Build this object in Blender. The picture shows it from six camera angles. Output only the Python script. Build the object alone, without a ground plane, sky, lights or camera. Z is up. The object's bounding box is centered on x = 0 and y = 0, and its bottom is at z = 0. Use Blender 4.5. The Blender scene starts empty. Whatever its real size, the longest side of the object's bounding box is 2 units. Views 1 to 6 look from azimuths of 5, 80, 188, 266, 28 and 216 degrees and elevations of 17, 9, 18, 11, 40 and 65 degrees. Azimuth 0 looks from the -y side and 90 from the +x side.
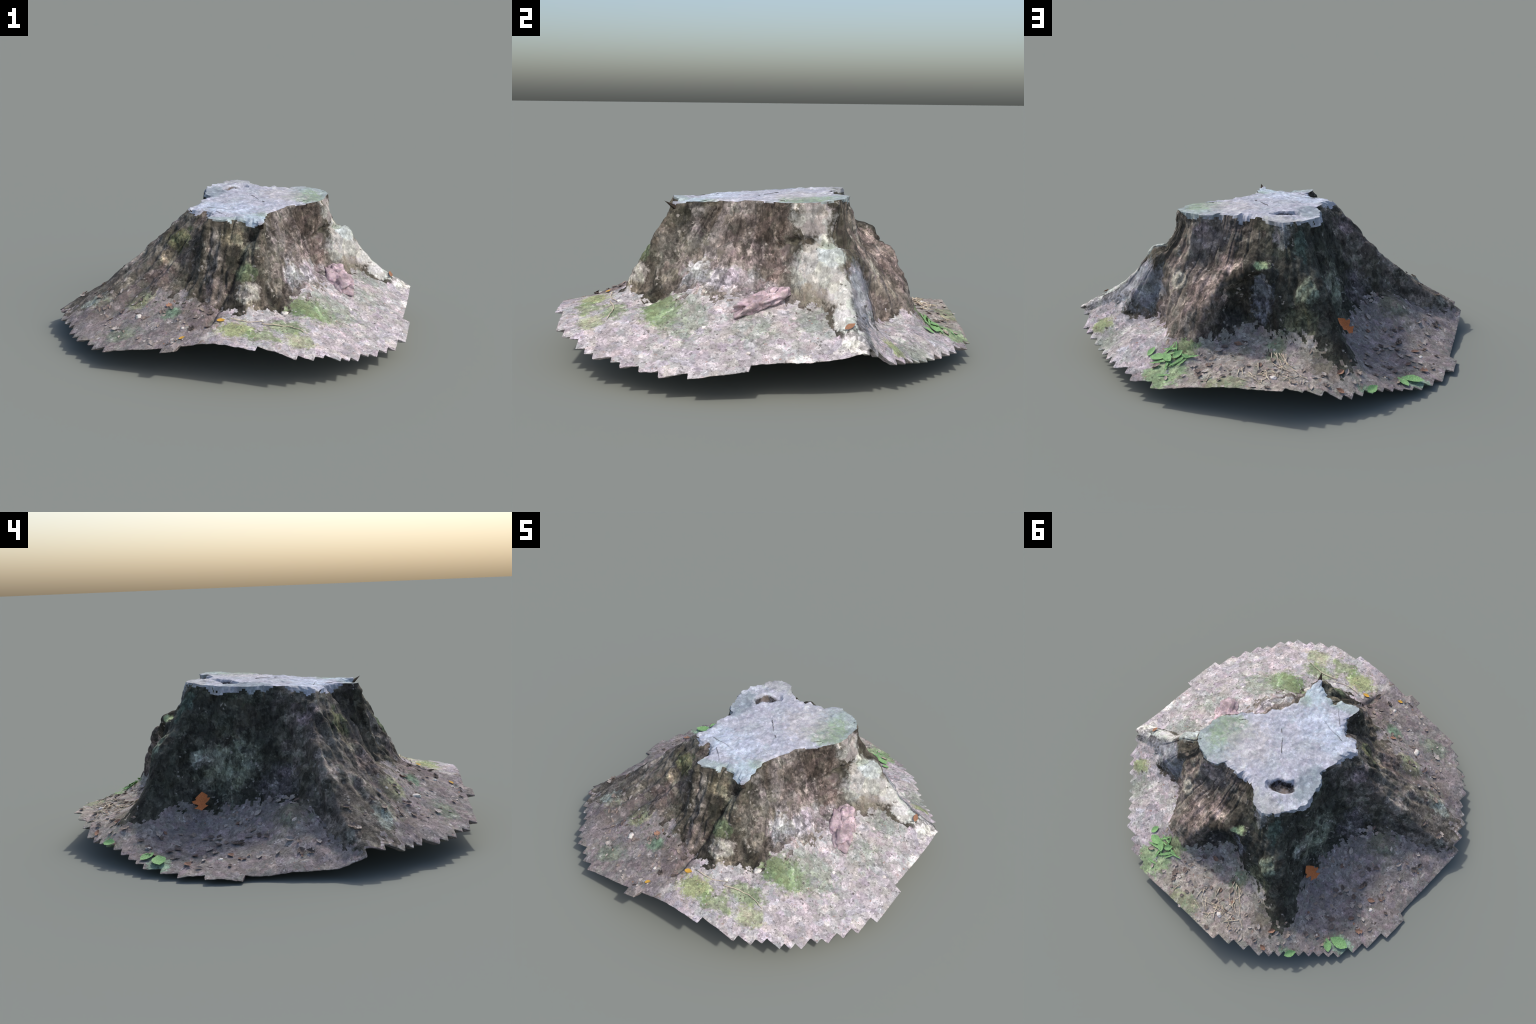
"""Old tree stump on a round patch of woodland soil, built as a loft through
radial sections (rim of the cut -> wall -> foot -> ground -> torn edge)."""
import bpy, math, random
import numpy as np
from mathutils import Vector, noise as mn

random.seed(7)
RNG = np.random.default_rng(7)
CX, CY = 0.05, 0.0            # axis that the sections radiate from
COLS = 1080                   # columns round the axis
ROWS = [7, 10, 14, 14, 14, 12, 12]   # mesh rows between two stations

# ------------------------------------------------------------------ shape ---
# One section per direction (degrees from +x).  Stations, from the rim down:
# rim, under the rim, upper wall, middle wall, lower wall, foot, ground.
# Each is (radius, height, sideways swing in degrees).
SECTIONS = {}


def section(angle, *stations):
    SECTIONS[angle] = [(s + (0,))[:3] for s in stations]


# pale root on the right
section(-5, (.275, .736), (.295, .69), (.325, .58), (.365, .47), (.41, .39), (.48, .345), (.72, .25))
section(3, (.375, .741, 5), (.39, .69, 5), (.41, .60, 5), (.45, .52, 5), (.505, .42, 5), (.58, .325, 4), (.78, .235, 2))
section(9, (.44, .747, 12), (.455, .69, 11), (.475, .61, 9), (.525, .53, 7), (.575, .43, 5), (.66, .315, 4), (.81, .228, 1))
section(14, (.475, .754, 17), (.487, .69, 16), (.50, .615, 11), (.58, .555, 9), (.64, .475, 7), (.72, .373, 4), (.85, .279, 1))
section(20, (.475, .755, 12), (.487, .69, 12), (.505, .61, 9), (.585, .545, 6), (.655, .445, 4), (.77, .31, 2), (.91, .21))
section(27, (.475, .756, 10), (.485, .70, 9), (.52, .605, 7), (.61, .52, 5), (.695, .38, 3), (.78, .237, 1), (.89, .18))
section(36, (.47, .758, 4), (.475, .70, 3), (.52, .59, 2), (.595, .46), (.62, .335), (.655, .222), (.79, .175))
# decayed root and hollow at the back
section(45, (.455, .759), (.46, .70), (.50, .58), (.575, .465), (.605, .34), (.63, .22), (.80, .18))
section(51, (.44, .759), (.45, .69), (.475, .58), (.54, .47), (.63, .34), (.675, .22), (.80, .172))
section(60, (.355, .756), (.385, .67), (.44, .56), (.55, .45), (.66, .33), (.73, .23), (.82, .155))
section(69, (.33, .755), (.38, .66), (.465, .56), (.62, .43), (.69, .33), (.72, .225), (.81, .155))
section(76, (.305, .755), (.37, .67), (.465, .57), (.61, .46), (.62, .355), (.655, .245), (.77, .165))
section(84, (.30, .755), (.365, .67), (.45, .58), (.55, .50), (.525, .38), (.545, .25), (.75, .16))
section(94, (.325, .756), (.38, .69), (.445, .61), (.525, .56), (.498, .42), (.53, .26), (.75, .16))
section(103, (.40, .76), (.425, .69), (.475, .60), (.53, .53), (.55, .41), (.59, .26), (.77, .16))
# mossy root at the back
section(110, (.45, .762), (.465, .69), (.51, .60), (.555, .50), (.60, .38), (.65, .26), (.80, .165))
section(118, (.43, .758), (.465, .69), (.545, .58), (.61, .50), (.665, .41), (.72, .27), (.83, .168))
section(125, (.415, .752), (.45, .69), (.525, .60), (.605, .51), (.68, .41), (.75, .30), (.87, .175))
section(132, (.40, .75), (.425, .68), (.46, .57), (.515, .45), (.60, .345), (.69, .237), (.83, .145))
# deep bay on the left
section(140, (.385, .746), (.41, .67), (.445, .55), (.475, .43), (.51, .32), (.56, .21), (.70, .115))
section(150, (.345, .742), (.365, .67), (.39, .55), (.42, .43), (.455, .32), (.50, .21), (.68, .10))
section(163, (.312, .739), (.325, .67), (.355, .55), (.395, .43), (.435, .33), (.50, .225), (.68, .108))
section(174, (.262, .737), (.305, .67), (.355, .55), (.405, .43), (.46, .33), (.54, .23), (.70, .13))
section(184, (.29, .73, 8), (.33, .67, 6), (.38, .56, 3), (.44, .43), (.50, .32), (.585, .245), (.73, .19))
# long root on the left
section(191, (.33, .721, 12), (.365, .67, 10), (.415, .575, 5), (.49, .465, 2), (.61, .335, 1), (.75, .215), (.92, .11))
section(198, (.395, .713, 14), (.44, .655, 8), (.50, .59, 3), (.575, .505), (.70, .385, -1), (.80, .295, -2), (.95, .198, -2))
section(208, (.37, .714, 14), (.43, .65, 8), (.50, .57, 4), (.58, .465), (.67, .38), (.79, .29), (.93, .20))
section(218, (.34, .718, 10), (.40, .64, 6), (.47, .555, 2), (.545, .465), (.62, .385), (.715, .31), (.84, .216))
section(229, (.355, .72, 8), (.405, .645, 5), (.465, .55, 2), (.525, .47), (.59, .395), (.675, .325), (.83, .216))
# buttress lobes in front
section(238, (.40, .722, 4), (.425, .655, 3), (.47, .56), (.51, .47), (.55, .385), (.63, .315), (.80, .222))
section(246, (.46, .719), (.48, .655), (.505, .56), (.53, .47), (.565, .39), (.625, .33), (.78, .24))
section(252, (.44, .717), (.465, .655), (.50, .56), (.54, .47), (.58, .39), (.64, .32), (.78, .255))
section(260, (.385, .716), (.435, .655), (.495, .57), (.55, .48), (.605, .39), (.67, .31), (.78, .26))
section(266, (.385, .716), (.43, .66), (.48, .57), (.555, .48), (.615, .385), (.665, .305), (.76, .264))
section(274, (.40, .712), (.44, .65), (.51, .56), (.58, .48), (.63, .39), (.67, .30), (.74, .268))
section(280, (.45, .717), (.485, .66), (.535, .57), (.555, .48), (.58, .39), (.635, .30), (.73, .272))
section(286, (.365, .722), (.41, .67), (.475, .57), (.515, .47), (.555, .38), (.62, .29), (.72, .268))
section(294, (.255, .721), (.30, .67), (.38, .57), (.45, .46), (.525, .36), (.60, .275), (.72, .265))
# bare wall right of the lobes
section(303, (.235, .724), (.26, .67), (.33, .58), (.39, .50), (.455, .42), (.53, .345), (.68, .28))
section(315, (.222, .728), (.245, .69), (.305, .60), (.37, .50), (.43, .425), (.53, .348), (.73, .224))
section(335, (.215, .734), (.23, .69), (.28, .60), (.335, .50), (.38, .415), (.45, .345), (.68, .25))

# Outline of the soil patch about the origin: direction, radius, height.
EDGE = [(-180, .98, .02), (-170, 1.0, .04), (-160, 1.05, .105), (-150, 1.04, .09), (-140, 1.06, .09),
        (-130, 1.06, .09), (-120, 1.04, .118), (-110, 1.0, .145), (-100, .98, .19), (-90, .97, .225),
        (-80, .99, .215), (-70, 1.04, .19), (-60, 1.05, .17), (-50, 1.05, .138), (-40, 1.04, .121),
        (-30, 1.04, .103), (-20, 1.01, .12), (-10, .98, .145), (0, .98, .15), (10, 1.01, .185),
        (14, 1.02, .204), (20, 1.0, .15), (30, .99, .11), (40, .99, .09), (50, .99, .095), (60, 1.0, .08), (70, .98, .085),
        (80, .97, .12), (90, .98, .14), (100, .99, .15), (110, .99, .12), (120, .98, .075), (130, .99, .065),
        (140, 1.0, .04), (150, 1.0, .02), (160, 1.01, .025), (170, .98, .01)]


def pchip(x, y, q):
    """Shape-preserving cubic through (x, y), read at q."""
    x, y, q = (np.asarray(v, float) for v in (x, y, q))
    h = np.diff(x)
    d = np.diff(y) / h
    m = np.zeros(len(x))
    same = d[:-1] * d[1:] > 0
    w1, w2 = 2 * h[1:] + h[:-1], h[1:] + 2 * h[:-1]
    with np.errstate(divide="ignore", invalid="ignore"):
        m[1:-1] = np.where(same, (w1 + w2) / (w1 / d[:-1] + w2 / d[1:]), 0)
    m[0], m[-1] = d[0], d[-1]
    i = np.clip(np.searchsorted(x, q, side="right") - 1, 0, len(x) - 2)
    t = (q - x[i]) / h[i]
    return ((1 + 2 * t) * (1 - t) ** 2 * y[i] + t * (1 - t) ** 2 * h[i] * m[i]
            + t * t * (3 - 2 * t) * y[i + 1] + t * t * (t - 1) * h[i] * m[i + 1])


def ring(angles, values, q, period=360.0):
    a = np.asarray(angles, float)
    o = np.argsort(a)
    a, v = a[o], np.asarray(values, float)[o]
    return pchip(np.concatenate([a - period, a, a + period]), np.concatenate([v, v, v]), q)


THETA = np.arange(COLS) * 360.0 / COLS
# soil outline, seen from the section axis
e_ang = np.radians([e[0] for e in EDGE])
e_x = np.array([e[1] for e in EDGE]) * np.cos(e_ang) - CX
e_y = np.array([e[1] for e in EDGE]) * np.sin(e_ang) - CY
edge_dir = np.degrees(np.arctan2(e_y, e_x)) % 360
edge_r = ring(edge_dir, np.hypot(e_x, e_y), THETA)
edge_z = ring(edge_dir, [e[2] for e in EDGE], THETA)


def torn_radius(cell=0.040, turn=math.radians(-8)):
    """The patch is torn along a square grid: a staircase inside the outline."""
    out = np.empty(COLS)
    ct, st = math.cos(turn), math.sin(turn)
    for k, th in enumerate(np.radians(THETA)):
        c, s, last = math.cos(th), math.sin(th), 0.8
        for r in np.arange(0.8, 1.14, 0.002):
            x, y = CX + r * c, CY + r * s
            gu = (math.floor((x * ct + y * st) / cell) + .5) * cell
            gv = (math.floor((-x * st + y * ct) / cell) + .5) * cell
            gx, gy = gu * ct - gv * st, gu * st + gv * ct
            a = math.degrees(math.atan2(gy - CY, gx - CX)) % 360
            if math.hypot(gx - CX, gy - CY) < edge_r[int(round(a * COLS / 360)) % COLS] - 0.001:
                last = r
            elif r - last > 0.05:
                break
        out[k] = last
    return out


torn_r = torn_radius()


def fbm(p, scale, octaves=4, seed=0.0):
    v, a = 0.0, 1.0
    q = Vector((p[0] * scale + seed, p[1] * scale - seed, p[2] * scale + 2 * seed))
    for _ in range(octaves):
        v += a * mn.noise(q)
        q = q * 2.03
        a *= 0.5
    return v


def loft():
    angs = sorted(SECTIONS)
    st = np.array([SECTIONS[a] for a in angs])            # sections x stations x 3
    key = [[ring(angs, st[:, s, c], THETA) for c in range(3)] for s in range(7)]
    key = np.array(key)                                   # station, channel, column
    u_rows = np.concatenate([np.linspace(i, i + 1, n, endpoint=False) for i, n in enumerate(ROWS)] + [[7.0]])
    R, Z, A = (np.empty((len(u_rows), COLS)) for _ in range(3))
    for k in range(COLS):
        r7 = np.append(key[:, 0, k], edge_r[k])
        z7 = np.append(key[:, 1, k], edge_z[k])
        a7 = np.append(key[:, 2, k], 0.0)
        r7[6] = min(r7[6], r7[7] - 0.03)
        # the outermost rows end where the patch is torn off
        fine = np.linspace(6, 7.15, 60)
        r7[7] += .02
        rf = pchip(range(8), r7, fine)
        u_t = np.interp(torn_r[k], rf, fine)
        u = np.where(u_rows > 6, 6 + (u_rows - 6) * (u_t - 6), u_rows)
        R[:, k] = pchip(range(8), r7, u)
        Z[:, k] = pchip(range(8), z7, u)
        A[:, k] = pchip(range(8), a7, u)
    T = np.radians(THETA[None, :] + A)
    return u_rows, np.stack([CX + R * np.cos(T), CY + R * np.sin(T), Z], -1)


U, P = loft()


def grid_normals(P):
    du = np.gradient(P, axis=0)
    dv = np.roll(P, -1, 1) - np.roll(P, 1, 1)
    n = np.cross(dv, du)
    n /= np.linalg.norm(n, axis=-1, keepdims=True) + 1e-12
    return n


# Creases and splits in the wood: (direction, height) along each, then width and depth in metres.
GROOVES = [
    ([(281, .70), (273, .62), (268, .55), (266, .42), (262, .31), (261, .27)], .012, .026),
    ([(232, .70), (233, .62), (236, .54), (237, .44), (238, .36)], .010, .020),
    ([(336, .63), (314, .56), (306, .52), (300, .41), (295, .34), (291, .28)], .011, .022),
    ([(-1, .54), (5, .575), (12, .59), (20, .575), (34, .565)], .010, .028),
    ([(306, .47), (320, .455), (332, .43), (346, .37)], .010, .010),
    ([(297, .70), (296, .62), (300, .53), (303, .45)], .011, .022),
    ([(287, .70), (289, .60), (290, .48), (291, .36)], .010, .020),
    ([(217, .47), (219, .38), (217, .29), (219, .20)], .030, .016),
    ([(247, .66), (249, .54), (250, .42)], .010, .012),
    ([(113, .72), (115, .60), (112, .46), (110, .34)], .012, .010),
    ([(134, .70), (135, .56), (134, .42), (131, .30)], .012, .006),
    ([(60, .72), (62, .62), (66, .52)], .014, .014),
    ([(78, .72), (82, .63)], .020, .018),
    # raised ribs: the arch over the hollow, the root crests, upright flutes in front
    ([(106, .28), (104, .42), (100, .53), (92, .565), (84, .525), (77, .47), (73, .36), (71, .25)], .024, -.018),
    ([(121, .70), (123, .58), (125, .46), (126, .34), (127, .22)], .020, -.005),
    ([(283, .68), (284, .58), (285, .46), (286, .36)], .014, -.012),
    ([(293, .69), (293, .60), (295, .50), (297, .40)], .014, -.016),
    ([(244, .68), (244, .56), (245, .44), (246, .34)], .018, -.014),
    ([(256, .68), (256, .56), (257, .44), (257, .34)], .018, -.014),
    ([(224, .64), (226, .52), (227, .40)], .020, -.012),
    ([(206, .62), (207, .48), (207, .34), (208, .22)], .022, -.012),
    ([(48, .70), (49, .56), (50, .42), (51, .28)], .018, -.012),
    ([(209, .60), (211, .45), (211, .33), (212, .24)], .012, .016),
    ([(186, .62), (188, .50), (189, .40)], .018, .012),
    ([(325, .70), (328, .62), (334, .54)], .012, .010),
    ([(200, .62), (203, .50), (205, .38), (205, .28)], .014, .010),
    ([(104, .64), (103, .54), (104, .40), (108, .26)], .010, .006),
]
# Rounded swellings: centre, radius, height.
SWELLINGS = [((.105, -.63, .36), .075, .018), ((-.31, .20, .37), .10, .022), ((.60, .22, .53), .06, .012), ((.11, .53, .34), .065, -.040), ((.05, .52, .30), .06, -.020), ((-.64, -.06, .20), .09, .022),
             ((-.24, .56, .46), .05, .014),
             ((.30, -.36, .44), .05, .012), ((-.30, -.55, .30), .08, .010), ((.40, -.22, .40), .08, .010)]


def dense(points, n=40):
    t = np.linspace(0, len(points) - 1, n)
    th = np.interp(t, range(len(points)), [p[0] for p in points])
    z = np.interp(t, range(len(points)), [p[1] for p in points])
    return np.radians(th), z


def relief(U, P):
    """Bark ribs, lumps and splits on the wall, crumbs on the soil, chips on the rim."""
    N = grid_normals(P)
    if N[len(U) - 5, :, 2].mean() < 0:
        N = -N
    N[0] = N[1]
    D = np.zeros(P.shape[:2])
    for i, u in enumerate(U):
        wall = min(1.0, max(0.0, (5.4 - u) / 0.9)) * (0.45 + 0.55 * min(1.0, u / 0.6))
        soil = min(1.0, max(0.0, (u - 4.4) / 0.8))
        for k in range(COLS):
            p = P[i, k]
            d = 0.0
            if wall > 0:
                th = math.radians(THETA[k])
                q = (math.cos(th), math.sin(th), p[2] * 0.25)
                d += wall * (0.010 * fbm(q, 9.0, 3, 3.1) + 0.013 * fbm(p, 10, 2, 9.0) + 0.008 * fbm(p, 24, 3, 4.0))
                if u < 1.0:
                    d += (1 - u) * 0.014 * fbm(p, 28, 2, 12.0)
                d -= wall * 0.014 * max(0.0, 0.55 - 3.0 * abs(fbm(q, 6.0, 2, 7.7)))
            if soil > 0:
                d += soil * (0.008 * fbm(p, 7, 2, 5.0) + 0.0045 * fbm(p, 26, 3, 1.0))
            D[i, k] = d
    TH = np.arctan2(P[..., 1] - CY, P[..., 0] - CX)
    RR = np.hypot(P[..., 0] - CX, P[..., 1] - CY)
    fade = np.clip(U / .35, 0.3, 1)[:, None]
    wob = np.array([[mn.noise(Vector(p) * 22) for p in row] for row in P]) * .012
    for pts, width, depth in GROOVES:
        gt, gz = dense(pts)
        best = np.full(P.shape[:2], 9.0)
        for t, z in zip(gt, gz):
            dt = (TH - t + np.pi) % (2 * np.pi) - np.pi
            best = np.minimum(best, np.hypot(dt * RR, (P[..., 2] - z) * .8))
        best = np.maximum(best + wob, 0)
        D -= depth * np.exp(-(best / width) ** 2) * fade
    for c, rad, h in SWELLINGS:
        d2 = ((P - np.array(c)) ** 2).sum(-1)
        D += h * np.exp(-d2 / rad ** 2 * 1.6)
    return P + N * D[..., None]


P = relief(U, P)
NR = len(U)
P[:, :, 2] = np.maximum(P[:, :, 2], 0.003)

# -------------------------------------------------------------- materials ---


class Graph:
    """Small helper that strings shader nodes together."""

    def __init__(self, name):
        self.mat = bpy.data.materials.new(name)
        self.mat.use_nodes = True
        self.t = self.mat.node_tree
        self.t.nodes.clear()
        self.out = self.t.nodes.new("ShaderNodeOutputMaterial")
        self.bsdf = self.t.nodes.new("ShaderNodeBsdfPrincipled")
        self.t.links.new(self.bsdf.outputs[0], self.out.inputs[0])
        self.pos = self.t.nodes.new("ShaderNodeTexCoord").outputs["Object"]

    def node(self, kind, inputs=None, **props):
        n = self.t.nodes.new(kind)
        for k, v in props.items():
            setattr(n, k, v)
        for k, v in (inputs or {}).items():
            if isinstance(v, bpy.types.NodeSocket):
                self.t.links.new(v, n.inputs[k])
            else:
                n.inputs[k].default_value = v
        return n

    def math(self, op, a, b=0.0, c=0.0, clamp=False):
        return self.node("ShaderNodeMath", {0: a, 1: b, 2: c}, operation=op, use_clamp=clamp).outputs[0]

    def scaled(self, s, vec=None):
        return self.node("ShaderNodeVectorMath", {0: vec or self.pos, 1: s}, operation="MULTIPLY").outputs[0]

    def noise(self, scale, detail=4, rough=.6, vec=None, distort=0.0):
        return self.node("ShaderNodeTexNoise", {"Vector": vec or self.pos, "Scale": scale, "Detail": detail,
                                                "Roughness": rough, "Distortion": distort}).outputs[0]

    def cells(self, scale, vec=None, out="Color"):
        n = self.node("ShaderNodeTexVoronoi", {"Vector": vec or self.pos, "Scale": scale, "Randomness": 1.0})
        return n.outputs[out]

    def grey(self, colour):
        return self.node("ShaderNodeSeparateColor", {0: colour}).outputs[0]

    def ramp(self, f, stops, interp="LINEAR"):
        n = self.node("ShaderNodeValToRGB", {0: f})
        n.color_ramp.interpolation = interp
        el = n.color_ramp.elements
        while len(el) < len(stops):
            el.new(0.5)
        for e, (p, c) in zip(el, stops):
            e.position, e.color = p, (*c, 1)
        return n.outputs[0]

    def step(self, f, lo, hi):
        return self.node("ShaderNodeMapRange", {0: f, 1: lo, 2: hi, 3: 0.0, 4: 1.0}).outputs[0]

    def mix(self, f, a, b, blend="MIX"):
        n = self.node("ShaderNodeMix", None, data_type="RGBA", blend_type=blend)
        for k, v in ((0, f), (6, a), (7, b)):
            if isinstance(v, bpy.types.NodeSocket):
                self.t.links.new(v, n.inputs[k])
            elif k == 0:
                n.inputs[k].default_value = v
            else:
                n.inputs[k].default_value = (*v, 1)
        return n.outputs[2]

    def patch(self, centre, size, soft=.35, rag=.35, scale=14):
        """Mask of a ragged blob: 1 inside, 0 outside."""
        d = self.node("ShaderNodeVectorMath", {0: self.pos, 1: centre}, operation="SUBTRACT").outputs[0]
        d = self.scaled(tuple(1.0 / s for s in size), d)
        d = self.node("ShaderNodeVectorMath", {0: d}, operation="LENGTH").outputs["Value"]
        n = self.math("SUBTRACT", self.noise(scale, 3, .65), .5)
        d = self.math("ADD", d, self.math("MULTIPLY", n, rag * 4))
        return self.step(d, 1.0 + soft / 2, 1.0 - soft / 2)

    def smear(self, amount=.03, scale=30):
        """Coordinates jittered per cell: the blotchy look of scanned bark and soil."""
        c = self.cells(scale)
        c = self.node("ShaderNodeVectorMath", {0: c, 1: (.5, .5, .5)}, operation="SUBTRACT").outputs[0]
        return self.node("ShaderNodeVectorMath", {0: self.pos, 1: self.scaled((amount,) * 3, c)}, operation="ADD").outputs[0]

    def faded(self, colour, saturation, value=1.0):
        return self.node("ShaderNodeHueSaturation", {"Saturation": saturation, "Value": value, "Color": colour}).outputs[0]

    def finish(self, colour, rough=.9, bump=None, strength=.3, dist=.01):
        self.t.links.new(colour, self.bsdf.inputs["Base Color"])
        self.bsdf.inputs["Roughness"].default_value = rough
        self.bsdf.inputs["Specular IOR Level"].default_value = .15
        if bump is not None:
            b = self.node("ShaderNodeBump", {"Height": bump, "Strength": strength, "Distance": dist})
            self.t.links.new(b.outputs[0], self.bsdf.inputs["Normal"])
        return self.mat


def seen(r, g, b, light=1.0):
    """Base colour of something that shows as sRGB r, g, b under that much light."""
    def lin(c):
        c /= 255
        return c / 12.92 if c <= .04045 else ((c + .055) / 1.055) ** 2.4
    return tuple(min(.9, lin(c) / light) for c in (r, g, b))


def blotches(g, fine, cell, spread, stretch=(1, 1, 1)):
    """Brightness about 1 that jumps from cell to cell and is grainy inside each cell."""
    jag = g.smear(.5 / cell, cell * 2.3)
    v = g.scaled(stretch, g.smear(1.2 / cell, cell))
    big = g.ramp(g.grey(g.cells(cell * .5, jag)), [(0, (1 - spread * .6,) * 3), (.75, (1 + spread * .1,) * 3), (1, (1 + spread,) * 3)])
    small = g.ramp(g.grey(g.cells(cell * 1.3, jag)), [(0, (1 - spread * .7,) * 3), (.7, (1 + spread * .1,) * 3), (1, (1 + spread * 1.1,) * 3)])
    grain = g.ramp(g.noise(fine, 6, .75, v), [(.30, (1 - spread,) * 3), (.5, (.98,) * 3), (.70, (1 + spread * 1.3,) * 3)])
    return g.mix(1.0, g.mix(1.0, big, small, "MULTIPLY"), grain, "MULTIPLY")


def tint(g, colour, amount=.16, scale=22):
    """Hue drifting from cell to cell (greenish, pinkish)."""
    c = g.cells(scale, g.smear(.02, scale * 2))
    c = g.mix(.75, c, (.5, .5, .5))
    c = g.mix(1.0, c, (2, 2, 2), "MULTIPLY")
    return g.mix(amount * 2, colour, g.mix(1.0, colour, c, "MULTIPLY"))


def painted(g, base, patches, scale=14):
    n = g.math("SUBTRACT", g.noise(scale, 4, .7, g.smear(.045, 26)), .5)
    colour = base
    for centre, size, col, *opt in patches:
        soft, rag, amount = (list(opt) + [.4, .3, 1.0][len(opt):])
        d = g.node("ShaderNodeVectorMath", {0: g.pos, 1: centre}, operation="SUBTRACT").outputs[0]
        size = size if isinstance(size, tuple) else (size,) * 3
        d = g.scaled(tuple(1.0 / x for x in size), d)
        d = g.node("ShaderNodeVectorMath", {0: d}, operation="LENGTH").outputs["Value"]
        d = g.math("ADD", d, g.math("MULTIPLY", n, rag * 7))
        colour = g.mix(g.math("MULTIPLY", g.step(d, 1 + soft / 2, 1 - soft / 2), amount), colour, col)
    return colour


def sector(g, start, stop, soft=7, rag=30):
    """1 between two directions (degrees) about the stump's axis."""
    xyz = g.node("ShaderNodeSeparateXYZ", {0: g.pos})
    x = g.math("SUBTRACT", xyz.outputs[0], CX)
    mid, half = (start + stop) / 2, (stop - start) / 2
    a = g.math("MULTIPLY", g.math("ARCTAN2", xyz.outputs[1], x), 180 / math.pi)
    d = g.math("ABSOLUTE", g.math("SUBTRACT", g.math("FLOORED_MODULO", g.math("ADD", a, 180 - mid), 360.0), 180.0))
    d = g.math("ADD", d, g.math("MULTIPLY", g.math("SUBTRACT", g.noise(9, 4, .65), .5), rag))
    return g.step(d, half + soft, half - soft)


def specks(g, colour, scale, share, col, size=.3, seed=0.0):
    """Single cells of another colour: leaf bits, chips, pale crumbs."""
    v = g.node("ShaderNodeVectorMath", {0: g.smear(1.2 / scale, scale * 2.2), 1: (seed, seed * .7, -seed)}, operation="ADD").outputs[0]
    n = g.node("ShaderNodeTexVoronoi", {"Vector": v, "Scale": scale, "Randomness": 1.0})
    pick = g.math("GREATER_THAN", g.grey(n.outputs["Color"]), 1 - share)
    near = g.step(n.outputs["Distance"], size + .12, size)
    return g.mix(g.math("MULTIPLY", g.math("MULTIPLY", pick, near), .75), colour, col)


def soil_material():
    g = Graph("soil")
    pale, litter = seen(188, 177, 179, 1.08), seen(143, 131, 127, 1.0)
    tan = seen(172, 160, 143, 1.0)
    c = g.mix(sector(g, -97, 61), litter, pale)
    c = g.mix(g.math("MULTIPLY", sector(g, 70, 128, 6, 40), .55), c, tan)
    moss, lime, teal = seen(118, 150, 58, 1.05), seen(156, 172, 66, 1.05), seen(122, 146, 112, 1.1)
    c = painted(g, c, [
        ((.43, -.53, .29), (.15, .09, .12), moss, .5, .35, .9), ((.55, -.44, .28), (.16, .10, .12), teal, .6, .4, .6),
        ((.07, -.82, .25), (.10, .07, .1), lime, .5, .4, .85), ((.20, -.85, .24), (.08, .06, .1), moss, .5, .4, .7),
        ((.32, -.73, .26), (.10, .05, .1), moss, .5, .4, .75), ((.39, -.83, .23), (.07, .06, .1), lime, .5, .4, .6),
        ((-.50, -.51, .27), (.09, .06, .1), lime, .5, .4, .6), ((-.54, -.76, .17), (.09, .06, .1), teal, .5, .4, .6),
        ((-.30, -.66, .26), (.05, .04, .06), seen(96, 140, 100, .9), .4, .3, .8),
        ((.70, .10, .24), (.14, .09, .1), teal, .6, .4, .5), ((.73, -.16, .24), (.16, .10, .1), teal, .6, .4, .4),
        ((.82, .40, .15), (.06, .05, .06), lime, .4, .35, .8), ((.78, .52, .13), (.10, .08, .1), teal, .6, .4, .5),
        ((.40, .82, .13), (.10, .09, .1), seen(130, 165, 90, 1.0), .4, .4, .9), ((.33, .70, .18), (.07, .06, .1), moss, .4, .4, .8),
        ((.10, .92, .14), (.10, .05, .1), moss, .5, .4, .5), ((-.10, .66, .22), (.05, .07, .08), seen(110, 130, 85, .9), .4, .4, .7),
        ((-.77, .57, .04), (.075, .055, .06), seen(130, 165, 132, .95), .25, .2, 1), ((-.55, .80, .06), (.07, .03, .06), seen(130, 168, 120, 1.0), .3, .25, .9),
        ((-.64, -.02, .2), (.09, .08, .06), seen(112, 116, 84, .9), .5, .4, .6), ((-.72, -.42, .2), (.08, .07, .1), lime, .5, .4, .4),
        ((.97, -.005, .16), (.05, .05, .05), seen(246, 238, 232, 1.13), .3, .2, 1),
        ((-.13, -.70, .27), (.11, .12, .1), seen(108, 92, 86, .9), .6, .4, .75), ((-.55, -.45, .27), (.16, .09, .1), seen(98, 84, 78, .85), .6, .4, .7),
        ((-.72, -.52, .18), (.12, .06, .1), seen(104, 92, 88, .9), .6, .4, .6), ((-.35, .72, .19), (.08, .10, .1), seen(112, 100, 78, .9), .6, .4, .7),
        ((.33, -.36, .40), (.06, .10, .1), seen(198, 194, 200, 1.1), .4, .35, .8)], 19)
    c = tint(g, c, .17, 26)
    c = g.mix(1.0, c, blotches(g, 55, 46, .30), "MULTIPLY")
    c = specks(g, c, 38, .05, seen(205, 198, 195, 1.0), .28)
    c = specks(g, c, 46, .035, seen(160, 104, 82, 1.0), .26, 3.3)
    c = specks(g, c, 40, .05, seen(84, 76, 70, 1.0), .30, 7.9)
    dark = g.math("MULTIPLY", g.math("LESS_THAN", g.noise(62, 4, .65), .40), .5)
    c = g.mix(dark, c, seen(70, 60, 56, 1.0))
    return g.finish(g.faded(c, .62), .95, g.noise(70, 5, .7, g.smear(.02, 60)), .5, .012)


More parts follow.
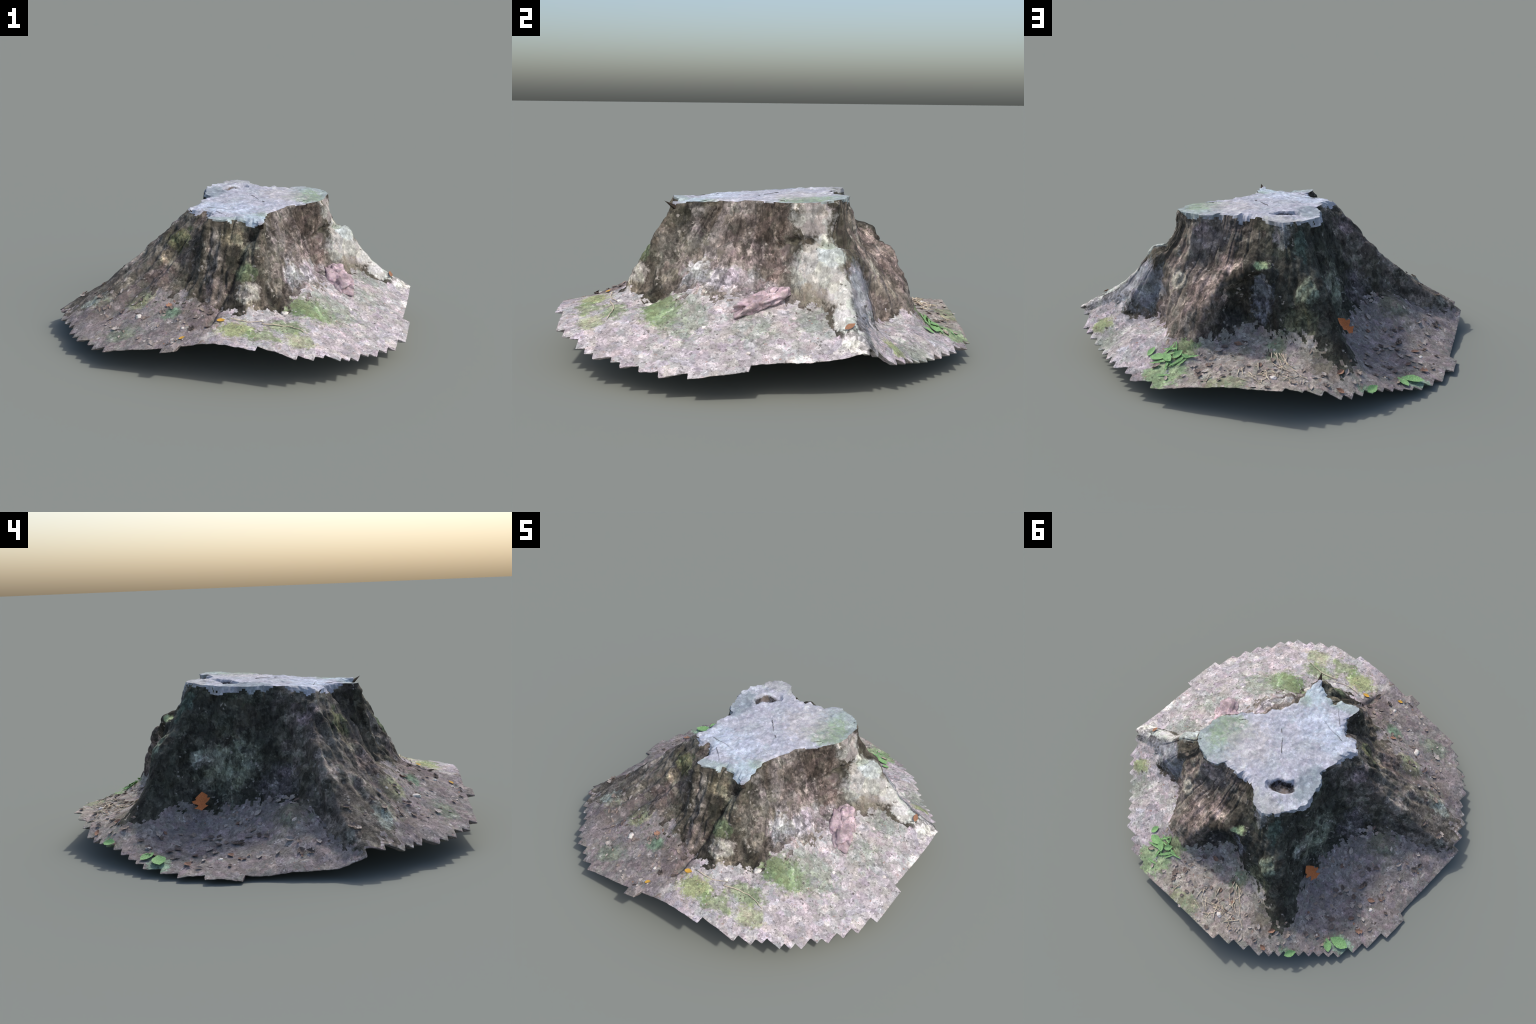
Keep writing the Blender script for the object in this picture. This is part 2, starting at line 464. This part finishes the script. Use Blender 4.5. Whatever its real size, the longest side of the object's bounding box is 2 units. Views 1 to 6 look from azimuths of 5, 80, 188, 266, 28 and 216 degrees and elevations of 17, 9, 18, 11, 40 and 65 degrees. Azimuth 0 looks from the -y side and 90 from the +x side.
def bark_material():
    g = Graph("bark")
    v = g.scaled((1, 1, .45))
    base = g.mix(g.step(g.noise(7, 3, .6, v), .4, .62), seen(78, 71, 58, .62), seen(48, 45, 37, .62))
    base = g.mix(sector(g, 98, 186, 8, 30), base, seen(56, 56, 47, .55))  # back and bay bark darkened toward its shaded appearance
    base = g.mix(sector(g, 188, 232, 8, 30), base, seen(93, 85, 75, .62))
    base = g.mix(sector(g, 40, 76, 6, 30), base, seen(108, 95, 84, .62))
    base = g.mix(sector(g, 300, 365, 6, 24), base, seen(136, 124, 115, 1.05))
    e_face, e_white = seen(182, 181, 171, 1.12), seen(222, 221, 212, 1.15)
    brown = seen(92, 79, 68, 1.0)
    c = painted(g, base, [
        # bare wall
        ((.37, -.04, .66), (.11, .11, .13), seen(80, 67, 56, 1.0), .4, .3, .95), ((.43, -.05, .46), (.06, .07, .13), seen(112, 94, 84, 1.0), .5, .4, .9),
        ((.29, -.14, .63), (.06, .07, .06), brown, .5, .35, .7), ((.35, -.14, .50), (.08, .09, .05), seen(158, 136, 130, 1.05), .5, .35, .9),
        ((.40, -.22, .40), (.10, .14, .05), seen(178, 168, 172, 1.1), .4, .3, 1), ((.31, -.38, .42), (.05, .08, .08), seen(196, 192, 196, 1.1), .4, .35, .9),
        ((.45, -.10, .35), (.10, .10, .04), seen(160, 146, 146, 1.1), .4, .35, .8),
        # upright lobes in front
        ((.20, -.33, .62), (.07, .09, .10), seen(118, 110, 104, .95), .5, .4, .9), ((.19, -.29, .66), (.03, .05, .08), seen(70, 63, 54, .9), .4, .3, .9),
        ((.20, -.46, .50), (.07, .08, .12), seen(118, 112, 100, .85), .5, .4, .8), ((.25, -.45, .38), (.05, .06, .10), seen(128, 118, 106, .9), .5, .4, .8),
        ((-.11, -.48, .52), (.045, .08, .16), seen(122, 112, 100, .62), .5, .35, .85), ((-.02, -.44, .63), (.06, .06, .07), seen(92, 84, 60, .62), .5, .35, .8),
        ((.08, -.50, .57), (.05, .06, .06), seen(122, 116, 92, .68), .4, .35, .9), ((.08, -.58, .48), (.06, .05, .05), seen(92, 112, 66, .7), .4, .3, .8),
        ((.11, -.62, .38), (.07, .06, .06), seen(170, 165, 152, .8), .35, .3, 1), ((.13, -.63, .32), (.05, .05, .04), seen(120, 110, 88, .8), .4, .3, .9),
        ((-.08, -.60, .36), (.06, .08, .08), seen(112, 96, 88, .65), .5, .4, .8),
        # long root on the left
        ((-.33, -.30, .56), (.07, .07, .07), seen(102, 106, 58, .62), .5, .35, .85), ((-.38, -.34, .47), (.05, .05, .05), seen(150, 132, 92, .65), .5, .4, .6),
        ((-.78, -.42, .21), (.12, .05, .06), seen(138, 146, 134, .75), .4, .35, .8), ((-.42, -.42, .38), (.12, .08, .06), seen(88, 72, 66, .6), .5, .4, .7),
        ((-.62, -.22, .38), (.16, .05, .12), seen(116, 108, 98, .6), .5, .4, .6), ((-.37, -.14, .61), (.05, .05, .05), seen(130, 112, 112, .5), .4, .35, .7),
        # bay
        ((-.31, .22, .36), (.10, .14, .12), seen(94, 97, 81, .42), .5, .35, .9), ((-.28, .38, .40), (.05, .05, .05), seen(106, 110, 98, .42), .4, .3, .8),
        ((-.42, -.02, .30), (.10, .10, .08), seen(92, 84, 86, .45), .5, .35, .7),
        # mossy root and hollow at the back
        ((-.24, .56, .46), (.05, .05, .06), seen(104, 116, 92, .45), .4, .35, .8), ((-.19, .43, .64), (.035, .05, .10), seen(62, 80, 68, .45), .4, .3, .8),
        ((-.10, .42, .70), (.04, .05, .07), seen(110, 108, 108, .5), .3, .3, .8), ((-.22, .60, .33), (.07, .08, .08), seen(80, 84, 58, .45), .5, .4, .7),
        ((-.02, .50, .41), (.06, .08, .12), seen(96, 98, 106, .5), .4, .35, .9), ((.0, .50, .565), (.05, .04, .02), seen(134, 156, 92, .5), .4, .3, .9),
        ((.14, .52, .34), (.06, .10, .12), seen(58, 56, 52, .5), .5, .3, .8), ((.12, .45, .54), (.10, .07, .04), seen(146, 122, 110, .6), .5, .4, .9),
        ((.26, .57, .44), (.09, .10, .10), seen(134, 112, 102, .6), .5, .4, .85), ((.42, .43, .44), (.05, .05, .035), seen(150, 140, 120, .6), .3, .3, .8),
        ((.18, .36, .65), (.08, .06, .08), seen(64, 58, 54, .5), .5, .4, .8), ((.33, .36, .62), (.05, .06, .12), seen(92, 82, 80, .5), .5, .4, .8),
        # pale root on the right
        ((.47, .14, .68), (.08, .09, .09), seen(160, 152, 146, 1.1), .3, .3, 1),
        ((.62, .13, .46), (.20, .10, .12), e_face, .35, .2, 1), ((.56, .16, .56), (.08, .08, .06), e_face, .3, .2, 1),
        ((.80, .30, .23), (.20, .08, .10), seen(138, 138, 140, 1.0), .4, .3, 1), ((.58, .20, .53), (.09, .06, .05), seen(200, 210, 203, 1.2), .4, .3, .9),
        ((.66, .32, .36), (.18, .08, .14), seen(112, 114, 120, .62), .4, .3, .95), ((.62, .10, .36), (.12, .06, .05), seen(138, 126, 104, 1.05), .5, .4, .8),
        ((.70, .215, .40), (.08, .045, .07), e_white, .3, .2, .85), ((.82, .205, .31), (.10, .05, .07), e_white, .3, .2, 1),
        ((.94, .215, .24), (.10, .06, .07), e_white, .3, .2, 1)])
    gloom = g.math('MULTIPLY', g.step(g.noise(8, 5, .7, g.scaled((1, 1, .6), g.smear(.05, 24))), .50, .40), .62)
    pale_root = painted(g, g.mix(0.0, (1, 1, 1), (1, 1, 1)), [((.62, .19, .50), (.32, .17, .34), (.15, .15, .15), .3, .1, 1)])
    c = g.mix(g.math('MULTIPLY', gloom, g.grey(pale_root)), c, seen(40, 38, 32, .62))
    c = tint(g, c, .13, 20)
    rough_bark = g.math("MULTIPLY_ADD", g.grey(pale_root), .6, .4)
    c = g.mix(rough_bark, c, g.mix(1.0, c, blotches(g, 30, 32, .50, (1, 1, .5)), "MULTIPLY"))
    fibre = g.ramp(g.noise(60, 4, .7, g.scaled((1, 1, .22), g.smear(.012, 40))), [(.32, (.62,) * 3), (.5, (1,) * 3), (.7, (1.35,) * 3)])
    c = g.mix(.8, c, g.mix(1.0, c, fibre, "MULTIPLY"))
    c = specks(g, c, 34, .04, seen(150, 142, 132, .8), .30, 1.7)
    c = specks(g, c, 30, .04, seen(60, 56, 48, .8), .34, 5.1)
    return g.finish(g.faded(c, .66), .95, g.noise(42, 5, .7, g.scaled((1, 1, .35), g.smear(.015, 40))), .6, .014)


def cut_material():
    g = Graph("weathered_cut_wood")
    green, blue = seen(146, 170, 138, 1.13), seen(196, 210, 230, 1.13)
    c = painted(g, g.mix(g.step(g.noise(5, 3), .4, .62), seen(178, 181, 195, 1.08), seen(190, 192, 202, 1.08)), [
        ((.40, .20, .74), (.16, .20, .2), seen(158, 176, 168, 1.13), .6, .3, .8),
        ((.36, .13, .74), (.08, .11, .2), green, .6, .4, .9), ((.28, .07, .73), (.06, .05, .2), green, .6, .4, .6),
        ((.10, -.36, .71), (.09, .09, .2), seen(188, 206, 216, 1.13), .5, .35, .9), ((.13, -.28, .72), (.05, .04, .2), seen(160, 182, 160, 1.13), .5, .4, .6),
        ((-.06, -.40, .70), (.09, .05, .2), seen(160, 180, 176, 1.13), .5, .4, .7),
        ((-.02, -.20, .73), (.13, .10, .2), blue, .6, .4, .6), ((-.18, -.18, .71), (.08, .08, .2), blue, .6, .4, .6),
        ((.20, .13, .75), (.12, .13, .2), seen(198, 193, 194, 1.13), .6, .4, .7),
        ((-.20, .13, .75), (.07, .12, .2), seen(150, 164, 172, 1.13), .5, .35, .8), ((-.10, .37, .76), (.12, .07, .2), seen(178, 180, 178, 1.13), .5, .35, .8),
        ((-.093, .227, .715), (.085, .06, .034), seen(44, 40, 38, 1.0), .3, .15, 1), ((-.12, .245, .71), (.03, .03, .04), seen(112, 100, 90, 1.0), .3, .2, .9),
        ((.436, .262, .735), (.014, .014, .02), seen(48, 46, 46, 1.0), .2, .1, 1)], 16)
    c = tint(g, c, .06, 30)
    c = g.mix(1.0, c, blotches(g, 40, 42, .20), "MULTIPLY")
    grey = g.math("MULTIPLY", g.step(g.noise(26, 5, .75, g.smear(.02, 40)), .52, .40), .35)
    c = g.mix(grey, c, seen(136, 138, 152, 1.13))
    return g.finish(g.faded(c, .82), .88, g.noise(60, 5, .7), .35, .008)


def plain_material(name, col, rough=.8, spread=.3, fine=60, cell=60):
    g = Graph(name)
    c = g.mix(1.0, tint(g, g.mix(0.0, col, col), .1, 50), blotches(g, fine, cell, spread), "MULTIPLY")
    return g.finish(c, rough, g.noise(fine, 4), .3, .004)


MAT = {"soil": soil_material(), "bark": bark_material(), "cut": cut_material(),
       "stone": plain_material("pink_stone", seen(188, 169, 173, 1.12), .8, .3, 40, 24),
       "orange": plain_material("dry_orange_leaf", seen(160, 96, 58, .6), .7, .2),
       "green": plain_material("fresh_green_leaf", seen(134, 176, 118, 1.0), .6, .4),
       "brown": plain_material("dry_brown_leaf", seen(150, 112, 88, 1.0), .8, .3),
       "straw": plain_material("pale_straw", seen(196, 184, 164, 1.0), .8, .25),
       "white": plain_material("pale_pebble", seen(226, 220, 214, 1.1), .7, .15),
       "yellow": plain_material("yellow_leaf", seen(205, 160, 70, 1.0), .7, .2),
       "dark": plain_material("dark_rotten_wood", seen(62, 54, 46, 1.0), .9, .35)}

# ------------------------------------------------------------------ parts ---
ROOT = bpy.data.objects.new("tree_stump", None)
bpy.context.collection.objects.link(ROOT)
ROOT["label"] = "weathered old tree stump with spreading roots on a soil patch"
ROOT["category"] = "tree stump"


def add(name, verts, faces, mat, smooth=True, parent=None, normals=None):
    me = bpy.data.meshes.new(name)
    me.from_pydata([tuple(v) for v in verts], [], [tuple(f) for f in faces])
    me.materials.append(mat)
    me.polygons.foreach_set("use_smooth", [smooth] * len(me.polygons))
    me.update()
    if normals is not None:
        me.normals_split_custom_set_from_vertices([tuple(n) for n in normals])
    ob = bpy.data.objects.new(name, me)
    bpy.context.collection.objects.link(ob)
    ob.parent = parent or ROOT
    return ob


def vertex_normals(V, F):
    F = np.asarray(F)
    n = np.cross(V[F[:, 2]] - V[F[:, 0]], V[F[:, 3]] - V[F[:, 1]])
    vn = np.zeros_like(V)
    for j in range(4):
        np.add.at(vn, F[:, j], n)
    return vn / (np.linalg.norm(vn, axis=1, keepdims=True) + 1e-12)


# body grid: sections plus a short turned-under lip at the torn edge
lip1, lip2 = P[-1].copy(), P[-1].copy()
for lip, inward, down in ((lip1, .001, .003), (lip2, .04, P[-1, :, 2].min())):
    d = lip[:, :2] - [CX, CY]
    lip[:, :2] -= d / np.linalg.norm(d, axis=1, keepdims=True) * inward
    lip[:, 2] = np.maximum(lip[:, 2] - down, 0.0)
G = np.concatenate([P, lip1[None], lip2[None]])
UU = np.append(U, [7.1, 7.2])
V = G.reshape(-1, 3)
idx = np.arange(len(V)).reshape(len(G), COLS)
a, b = idx[:-1], idx[1:]
F = np.stack([a, b, np.roll(b, -1, 1), np.roll(a, -1, 1)], -1)      # rows-1, cols, 4
VN = vertex_normals(V, F.reshape(-1, 4))
if VN[idx[NR - 6]].mean(0)[2] < 0:
    F = F[..., ::-1]
    VN = -VN

# which part a face belongs to: soil below a ragged foot line, roots by direction
ROOTS = [(2, 41, 2.2), (41, 100, 2.6), (100, 136, 2.4), (186, 222, 1.5), (238, 298, 2.8)]
labels = np.zeros(F.shape[:2], int)
for i in range(F.shape[0]):
    for k in range(COLS):
        p = G[i, k]
        w = 0.5 * fbm(p, 12, 3, 21.0)
        u, th = UU[i], THETA[k]
        fine = .55 * fbm(p, 34, 2, 3.0)
        foot = 5.0 + 2.6 * min(1, max(0, 1.3 - abs(th - 15) / 5)) + 1.9 * min(1, max(0, 1.5 - abs(th - 201) / 8)) + 1.2 * min(1, max(0, 1.5 - abs(th - 125) / 6))
        drape = .14 if 40 < th < 205 else .18 if 205 <= th < 284 else -.1
        if u + w * .9 < drape:
            labels[i, k] = 9
        elif u + w * .8 + fine > foot:
            labels[i, k] = 1
        else:
            for j, (t0, t1, u0) in enumerate(ROOTS):
                if t0 <= th < t1 and u + w > u0:
                    labels[i, k] = 2 + j


def take(label, name, mat):
    f = F[labels == label].reshape(-1, 4)
    used = np.unique(f)
    remap = np.full(len(V), -1)
    remap[used] = np.arange(len(used))
    return add(name, V[used], remap[f], mat, normals=VN[used])


def join_face(label):
    f = F[labels == label].reshape(-1, 4)
    used = np.unique(f)
    remap = np.full(len(V), -1)
    remap[used] = np.arange(len(used))
    return V[used], remap[f]


take(1, "soil", MAT["soil"])
take(0, "trunk", MAT["bark"])
for j in range(len(ROOTS)):
    take(2 + j, "root", MAT["bark"])

# cut face: rings from the rim to the axis, with a rotten knot hole
HOLE = (-0.093, 0.227)


def cut_face(rings=60):
    rim = P[0]
    verts, faces = [], []
    cz = 0.746
    global CUT_Z
    known = [(.035, .057, .754), (.084, -.019, .744), (.331, .031, .739), (-.029, -.12, .742), (-.037, .253, .759), (.2, .15, .75),
             (-.1, .05, .75), (.06, -.30, .735), (-.10, -.30, .733), (-.18, -.18, .734), (.12, -.36, .727), (.38, .25, .756)] * 5
    known += [tuple(p) for p in rim[::20]]
    basis = lambda x, y: (1, x, y, x * x, y * y, x * y, y ** 3)
    sheet = np.linalg.lstsq(np.array([basis(p[0], p[1]) for p in known]), np.array([p[2] for p in known]), rcond=None)[0]
    CUT_Z = lambda x, y: float(np.dot(sheet, basis(x, y)))
    for i in range(rings):
        s = 1 - i / rings
        for k in range(COLS):
            x, y = CX + (rim[k, 0] - CX) * s, CY + (rim[k, 1] - CY) * s
            # broad level of the cut, meeting the chipped rim only at the border
            flat = CUT_Z(x, y)
            w = max(0.0, (s - .93) / .07)
            z = flat + (rim[k, 2] - flat) * w
            if i:
                z += (0.009 * fbm((x, y, 0), 7, 3, 2.0) + 0.003 * fbm((x, y, 0), 40, 2, 8.0)) * min(1, (1 - s) / .1)
            hx, hy = (x - HOLE[0]), (y - HOLE[1])
            ca, sa = math.cos(.6), math.sin(.6)
            hd = math.hypot((hx * ca + hy * sa) / .072, (-hx * sa + hy * ca) / .040) + .45 * fbm((x, y, 0), 18, 2)
            if i:
                z -= 0.038 * min(1, max(0, (1.15 - hd) / .45))
            verts.append((x, y, z))
    verts.append((CX, CY, cz))
    for i in range(rings - 1):
        for k in range(COLS):
            k2 = (k + 1) % COLS
            faces.append((i * COLS + k, i * COLS + k2, (i + 1) * COLS + k2, (i + 1) * COLS + k))
    c = len(verts) - 1
    for k in range(COLS):
        faces.append(((rings - 1) * COLS + k, (rings - 1) * COLS + (k + 1) % COLS, c))
    # worn wood wraps over the rim here and there
    extra_v, extra_f = join_face(9)
    n0 = len(verts)
    verts += [tuple(v) for v in extra_v]
    faces += [tuple(int(q) + n0 for q in f) for f in extra_f]
    return add("cut_face", verts, faces, MAT["cut"])


cut_face()

# ------------------------------------------------- things lying on the soil ---
TOPN = VN.reshape(len(G), COLS, 3)[:NR]


def ground(x, y):
    """Point and normal of the body above (x, y)."""
    d = (P[..., 0] - x) ** 2 + (P[..., 1] - y) ** 2
    near = np.argwhere(d < d.min() + .0004)
    i, k = max(near, key=lambda q: P[q[0], q[1], 2] - 40 * d[q[0], q[1]])
    return Vector(P[i, k]), Vector(TOPN[i, k]).normalized()


def stone(centre, along, size, mat, name="stone", seed=0.0, up=(0, 0, 1), rough=.22, segs=(40, 24)):
    """Rounded, chipped lump with its own axes."""
    ax = Vector(along).normalized()
    side = Vector(up).cross(ax).normalized()
    top = ax.cross(side)
    verts, faces = [], []
    nu, nv = segs
    for j in range(nv + 1):
        ph = math.pi * j / nv
        for i in range(nu):
            t = 2 * math.pi * i / nu
            d = Vector((math.sin(ph) * math.cos(t), math.sin(ph) * math.sin(t), math.cos(ph)))
            e = Vector([math.copysign(abs(c) ** .9, c) for c in d])
            e *= 1 + rough * fbm(d, 1.6, 3, seed) + rough * .7 * (mn.cell(d * 2.2 + Vector((seed, 0, 0))) - .5)
            verts.append(Vector(centre) + ax * e.x * size[0] + side * e.y * size[1] + top * e.z * size[2])
    for j in range(nv):
        for i in range(nu):
            i2 = (i + 1) % nu
            faces.append((j * nu + i, (j + 1) * nu + i, (j + 1) * nu + i2, j * nu + i2))
    return add(name, verts, faces, mat)


stone((.565, -.10, .332), (.10, -.20, -.055), (.130, .072, .040), MAT["stone"], rough=.30, seed=2.0, up=(-.15, -.1, 1))
stone((.535, -.035, .346), (.05, -.12, -.03), (.065, .055, .030), MAT["stone"], seed=5.0, up=(-.2, -.1, 1))
for n, (x, y, r) in enumerate([(.182, -.706, .016), (-.482, -.644, .022), (.64, -.36, .012), (.865, -.2, .014), (-.22, -.80, .012),
                               (.295, -.565, .026), (-.12, .87, .018), (-.62, .62, .013), (.75, .45, .013), (.70, .02, .016), (-.80, .30, .014)]):
    p, nrm = ground(x, y)
    stone(p - nrm * r * .1, (math.cos(n * 2), math.sin(n * 2), 0), (r, r * .8, r * .45), MAT["white"], "pebble", n * 1.3, tuple(nrm), .3, (16, 10))


def leaf_mesh(name, outline, mat, curl=.15):
    """Thin blade from half an outline [(along, half width)], folded at the midrib and curled."""
    verts, faces = [], []
    cols = 5
    for a, w in outline:
        for c in range(cols):
            s = -1 + 2 * c / (cols - 1)
            verts.append((a - .5, s * w, curl * (abs(s) * w * 1.2 + (a - .5) ** 2) + .05 * math.sin(9 * a + 3 * s) * w))
    for i in range(len(outline) - 1):
        for c in range(cols - 1):
            q = i * cols + c
            faces.append((q, q + 1, q + cols + 1, q + cols))
    me = bpy.data.meshes.new(name)
    me.from_pydata(verts, [], faces)
    me.materials.append(mat)
    me.polygons.foreach_set("use_smooth", [True] * len(me.polygons))
    return me


OVAL = [(0, .01), (.1, .13), (.25, .24), (.45, .29), (.65, .25), (.82, .15), (.94, .06), (1, .005)]
LOBED = [(0, .03), (.06, .10), (.14, .34), (.22, .22), (.32, .16), (.42, .38), (.52, .44), (.60, .26), (.70, .30), (.80, .22), (.9, .12), (1, .01)]
BLADE = [(0, .02), (.2, .06), (.5, .075), (.8, .045), (1, .003)]


def lay(name, mesh, where, size, turn, lift=.004, normal=None, tip=0.0):
    ob = bpy.data.objects.new(name, mesh)
    bpy.context.collection.objects.link(ob)
    if len(where) == 2:
        p, n = ground(*where)
    else:
        p, n = Vector(where), Vector(normal or (0, 0, 1)).normalized()
    rot = n.to_track_quat("Z", "Y")
    from mathutils import Quaternion
    ob.rotation_mode = "QUATERNION"
    ob.rotation_quaternion = rot @ Quaternion((0, 0, 1), turn) @ Quaternion((0, 1, 0), tip)
    ob.location = p + n * lift
    ob.scale = (size, size, size)
    ob.parent = ROOT
    return ob


orange = leaf_mesh("orange_leaf", LOBED, MAT["orange"], .3)
lay("leaf", orange, (-.405, .365, .225), .105, 1.9, 0, (-.62, .35, .7))
green = leaf_mesh("green_leaf", OVAL, MAT["green"], .25)
grass = leaf_mesh("grass_blade", BLADE, MAT["green"], .3)
for x, y, sz, t in [(.455, .725, .085, .4), (.50, .69, .06, 1.6), (.405, .74, .07, 2.6), (.36, .735, .06, .9), (-.765, .575, .11, 2.2), (-.72, .62, .08, .9), (-.57, .795, .07, .3)]:
    lay("leaf", green, (x, y), sz, t, .005)
for n in range(16):
    lay("grass_blade", grass, (.40 + RNG.normal() * .06, .76 + RNG.normal() * .06), .06 + .04 * RNG.random(), RNG.random() * 6.3, .003)
yellow = leaf_mesh("yellow_leaf", OVAL, MAT["yellow"], .3)
lay("leaf", yellow, (-.02, -.76), .045, .3)
lay("leaf", yellow, (-.20, -.87), .035, 1.2)
lay("leaf", leaf_mesh("brown_leaf", OVAL, MAT["brown"], .3), (.878, .211), .05, .8)


def litter_material():
    g = Graph("leaf_litter")
    r = g.node("ShaderNodeObjectInfo").outputs["Random"]
    c = g.ramp(r, [(0, seen(84, 76, 72)), (.25, seen(122, 110, 104)), (.5, seen(158, 145, 134)), (.7, seen(188, 180, 174)), (.92, seen(108, 98, 94)), (1, seen(160, 124, 104))])
    c = g.mix(1.0, c, blotches(g, 8, 6, .25), "MULTIPLY")
    return g.finish(c, .85)


LITTER = litter_material()
litter = [leaf_mesh("litter_leaf", o, LITTER, c) for o, c in ((OVAL, .5), (LOBED, .4), (OVAL, -.3))]
made = 0
while made < 260:
    th, r = RNG.uniform(62, 262), RNG.uniform(.55, .985)
    x, y = CX + r * math.cos(math.radians(th)), CY + r * math.sin(math.radians(th))
    p, n = ground(x, y)
    if n.z < .75 or p.z > .30 or math.hypot(p.x - x, p.y - y) > .012:
        continue
    lay("litter_leaf", litter[made % 3], (x, y), RNG.uniform(.016, .046), RNG.uniform(0, 6.3), .002, tip=RNG.normal() * .15)
    made += 1


def strand(name, pts, radius, mat, taper=.5):
    """Thin tapering round stem through the given points."""
    pts = [Vector(p) for p in pts]
    if len(pts) < 3:
        return None
    n, verts, faces = 6, [], []
    for i, p in enumerate(pts):
        d = (pts[min(i + 1, len(pts) - 1)] - pts[max(i - 1, 0)]).normalized()
        s = d.cross(Vector((0, 0, 1))).normalized()
        t = s.cross(d)
        r = radius * (1 - taper * i / (len(pts) - 1))
        for k in range(n):
            a = 2 * math.pi * k / n
            verts.append(p + s * math.cos(a) * r + t * math.sin(a) * r)
    for i in range(len(pts) - 1):
        for k in range(n):
            faces.append((i * n + k, i * n + (k + 1) % n, (i + 1) * n + (k + 1) % n, (i + 1) * n + k))
    faces.append(tuple(range(n))[::-1])
    faces.append(tuple(range(len(verts) - n, len(verts))))
    return add(name, verts, faces, mat)


def draped(x0, y0, x1, y1, lift=.004, bow=.0, n=14):
    out = []
    for i in range(n):
        t = i / (n - 1)
        b = bow * math.sin(math.pi * t)
        x, y = x0 + (x1 - x0) * t - (y1 - y0) * b, y0 + (y1 - y0) * t + (x1 - x0) * b
        p, nrm = ground(x, y)
        if math.hypot(x, y) > .93:
            break
        out.append((x, y, p.z + lift + .004 * math.sin(7 * t + x0 * 40)))
    return out


strand("twig", draped(.19, -.745, .43, -.765, .004, .1), .0035, MAT["straw"])
strand("twig", draped(.02, -.73, .20, -.715, .004, -.1), .0030, MAT["straw"])
for n in range(44):
    x, y, a = -.10 + RNG.normal() * .12, .84 + RNG.normal() * .05, RNG.normal() * .7 + 2.0
    L = RNG.uniform(.05, .13)
    strand("straw", draped(x, y, x + L * math.cos(a), y + L * math.sin(a) * .6, .005, RNG.normal() * .08, 8), RNG.uniform(.0016, .0036), MAT["straw"])
for n in range(7):
    x0, y0 = -.085 - .012 * n, .665 + .004 * n
    strand("root_fibre", draped(x0, y0, x0 - .04 + RNG.normal() * .03, .80 + RNG.normal() * .04, .003, RNG.normal() * .1, 10), .003, MAT["straw"])

# drying cracks in the cut face
def crack(*pts, width=.0028):
    out = []
    for (x0, y0), (x1, y1) in zip(pts[:-1], pts[1:]):
        for i in range(6):
            t = i / 6
            x, y = x0 + (x1 - x0) * t, y0 + (y1 - y0) * t
            out.append((x + .004 * mn.noise(Vector((x * 60, y * 60, 0))), y + .004 * mn.noise(Vector((y * 60, x * 60, 5))), CUT_Z(x, y) + .0006))
    return strand("crack", out, width * .6, MAT["dark"], .6)


crack((.030, .065), (.060, .020), (.086, -.022))
crack((.104, -.040), (.125, -.060), (.158, -.085))
crack((-.13, -.27), (-.09, -.31), (-.05, -.37), width=.0018)
crack((-.19, -.20), (-.10, -.22), (-.02, -.25), width=.0015)
crack((.31, .01), (.335, .035), (.37, .035), width=.0030)
crack((.16, -.12), (.19, -.10), (.22, -.115), width=.0020)

# splinters standing up on the rim
def splinter(base, tip, width):
    b, t = Vector(base), Vector(tip)
    d = (t - b).normalized()
    s = d.cross(Vector((.3, .2, 1))).normalized() * width
    f = d.cross(s).normalized() * width * .6
    verts = [b + s, b + f, b - s, b - f, t]
    return add("splinter", verts, [(0, 1, 4), (1, 2, 4), (2, 3, 4), (3, 0, 4), (3, 2, 1, 0)], MAT["dark"], False)


splinter((.130, -.435, .690), (.155, -.492, .728), .022)
splinter((-.27, -.21, .695), (-.285, -.23, .715), .010)
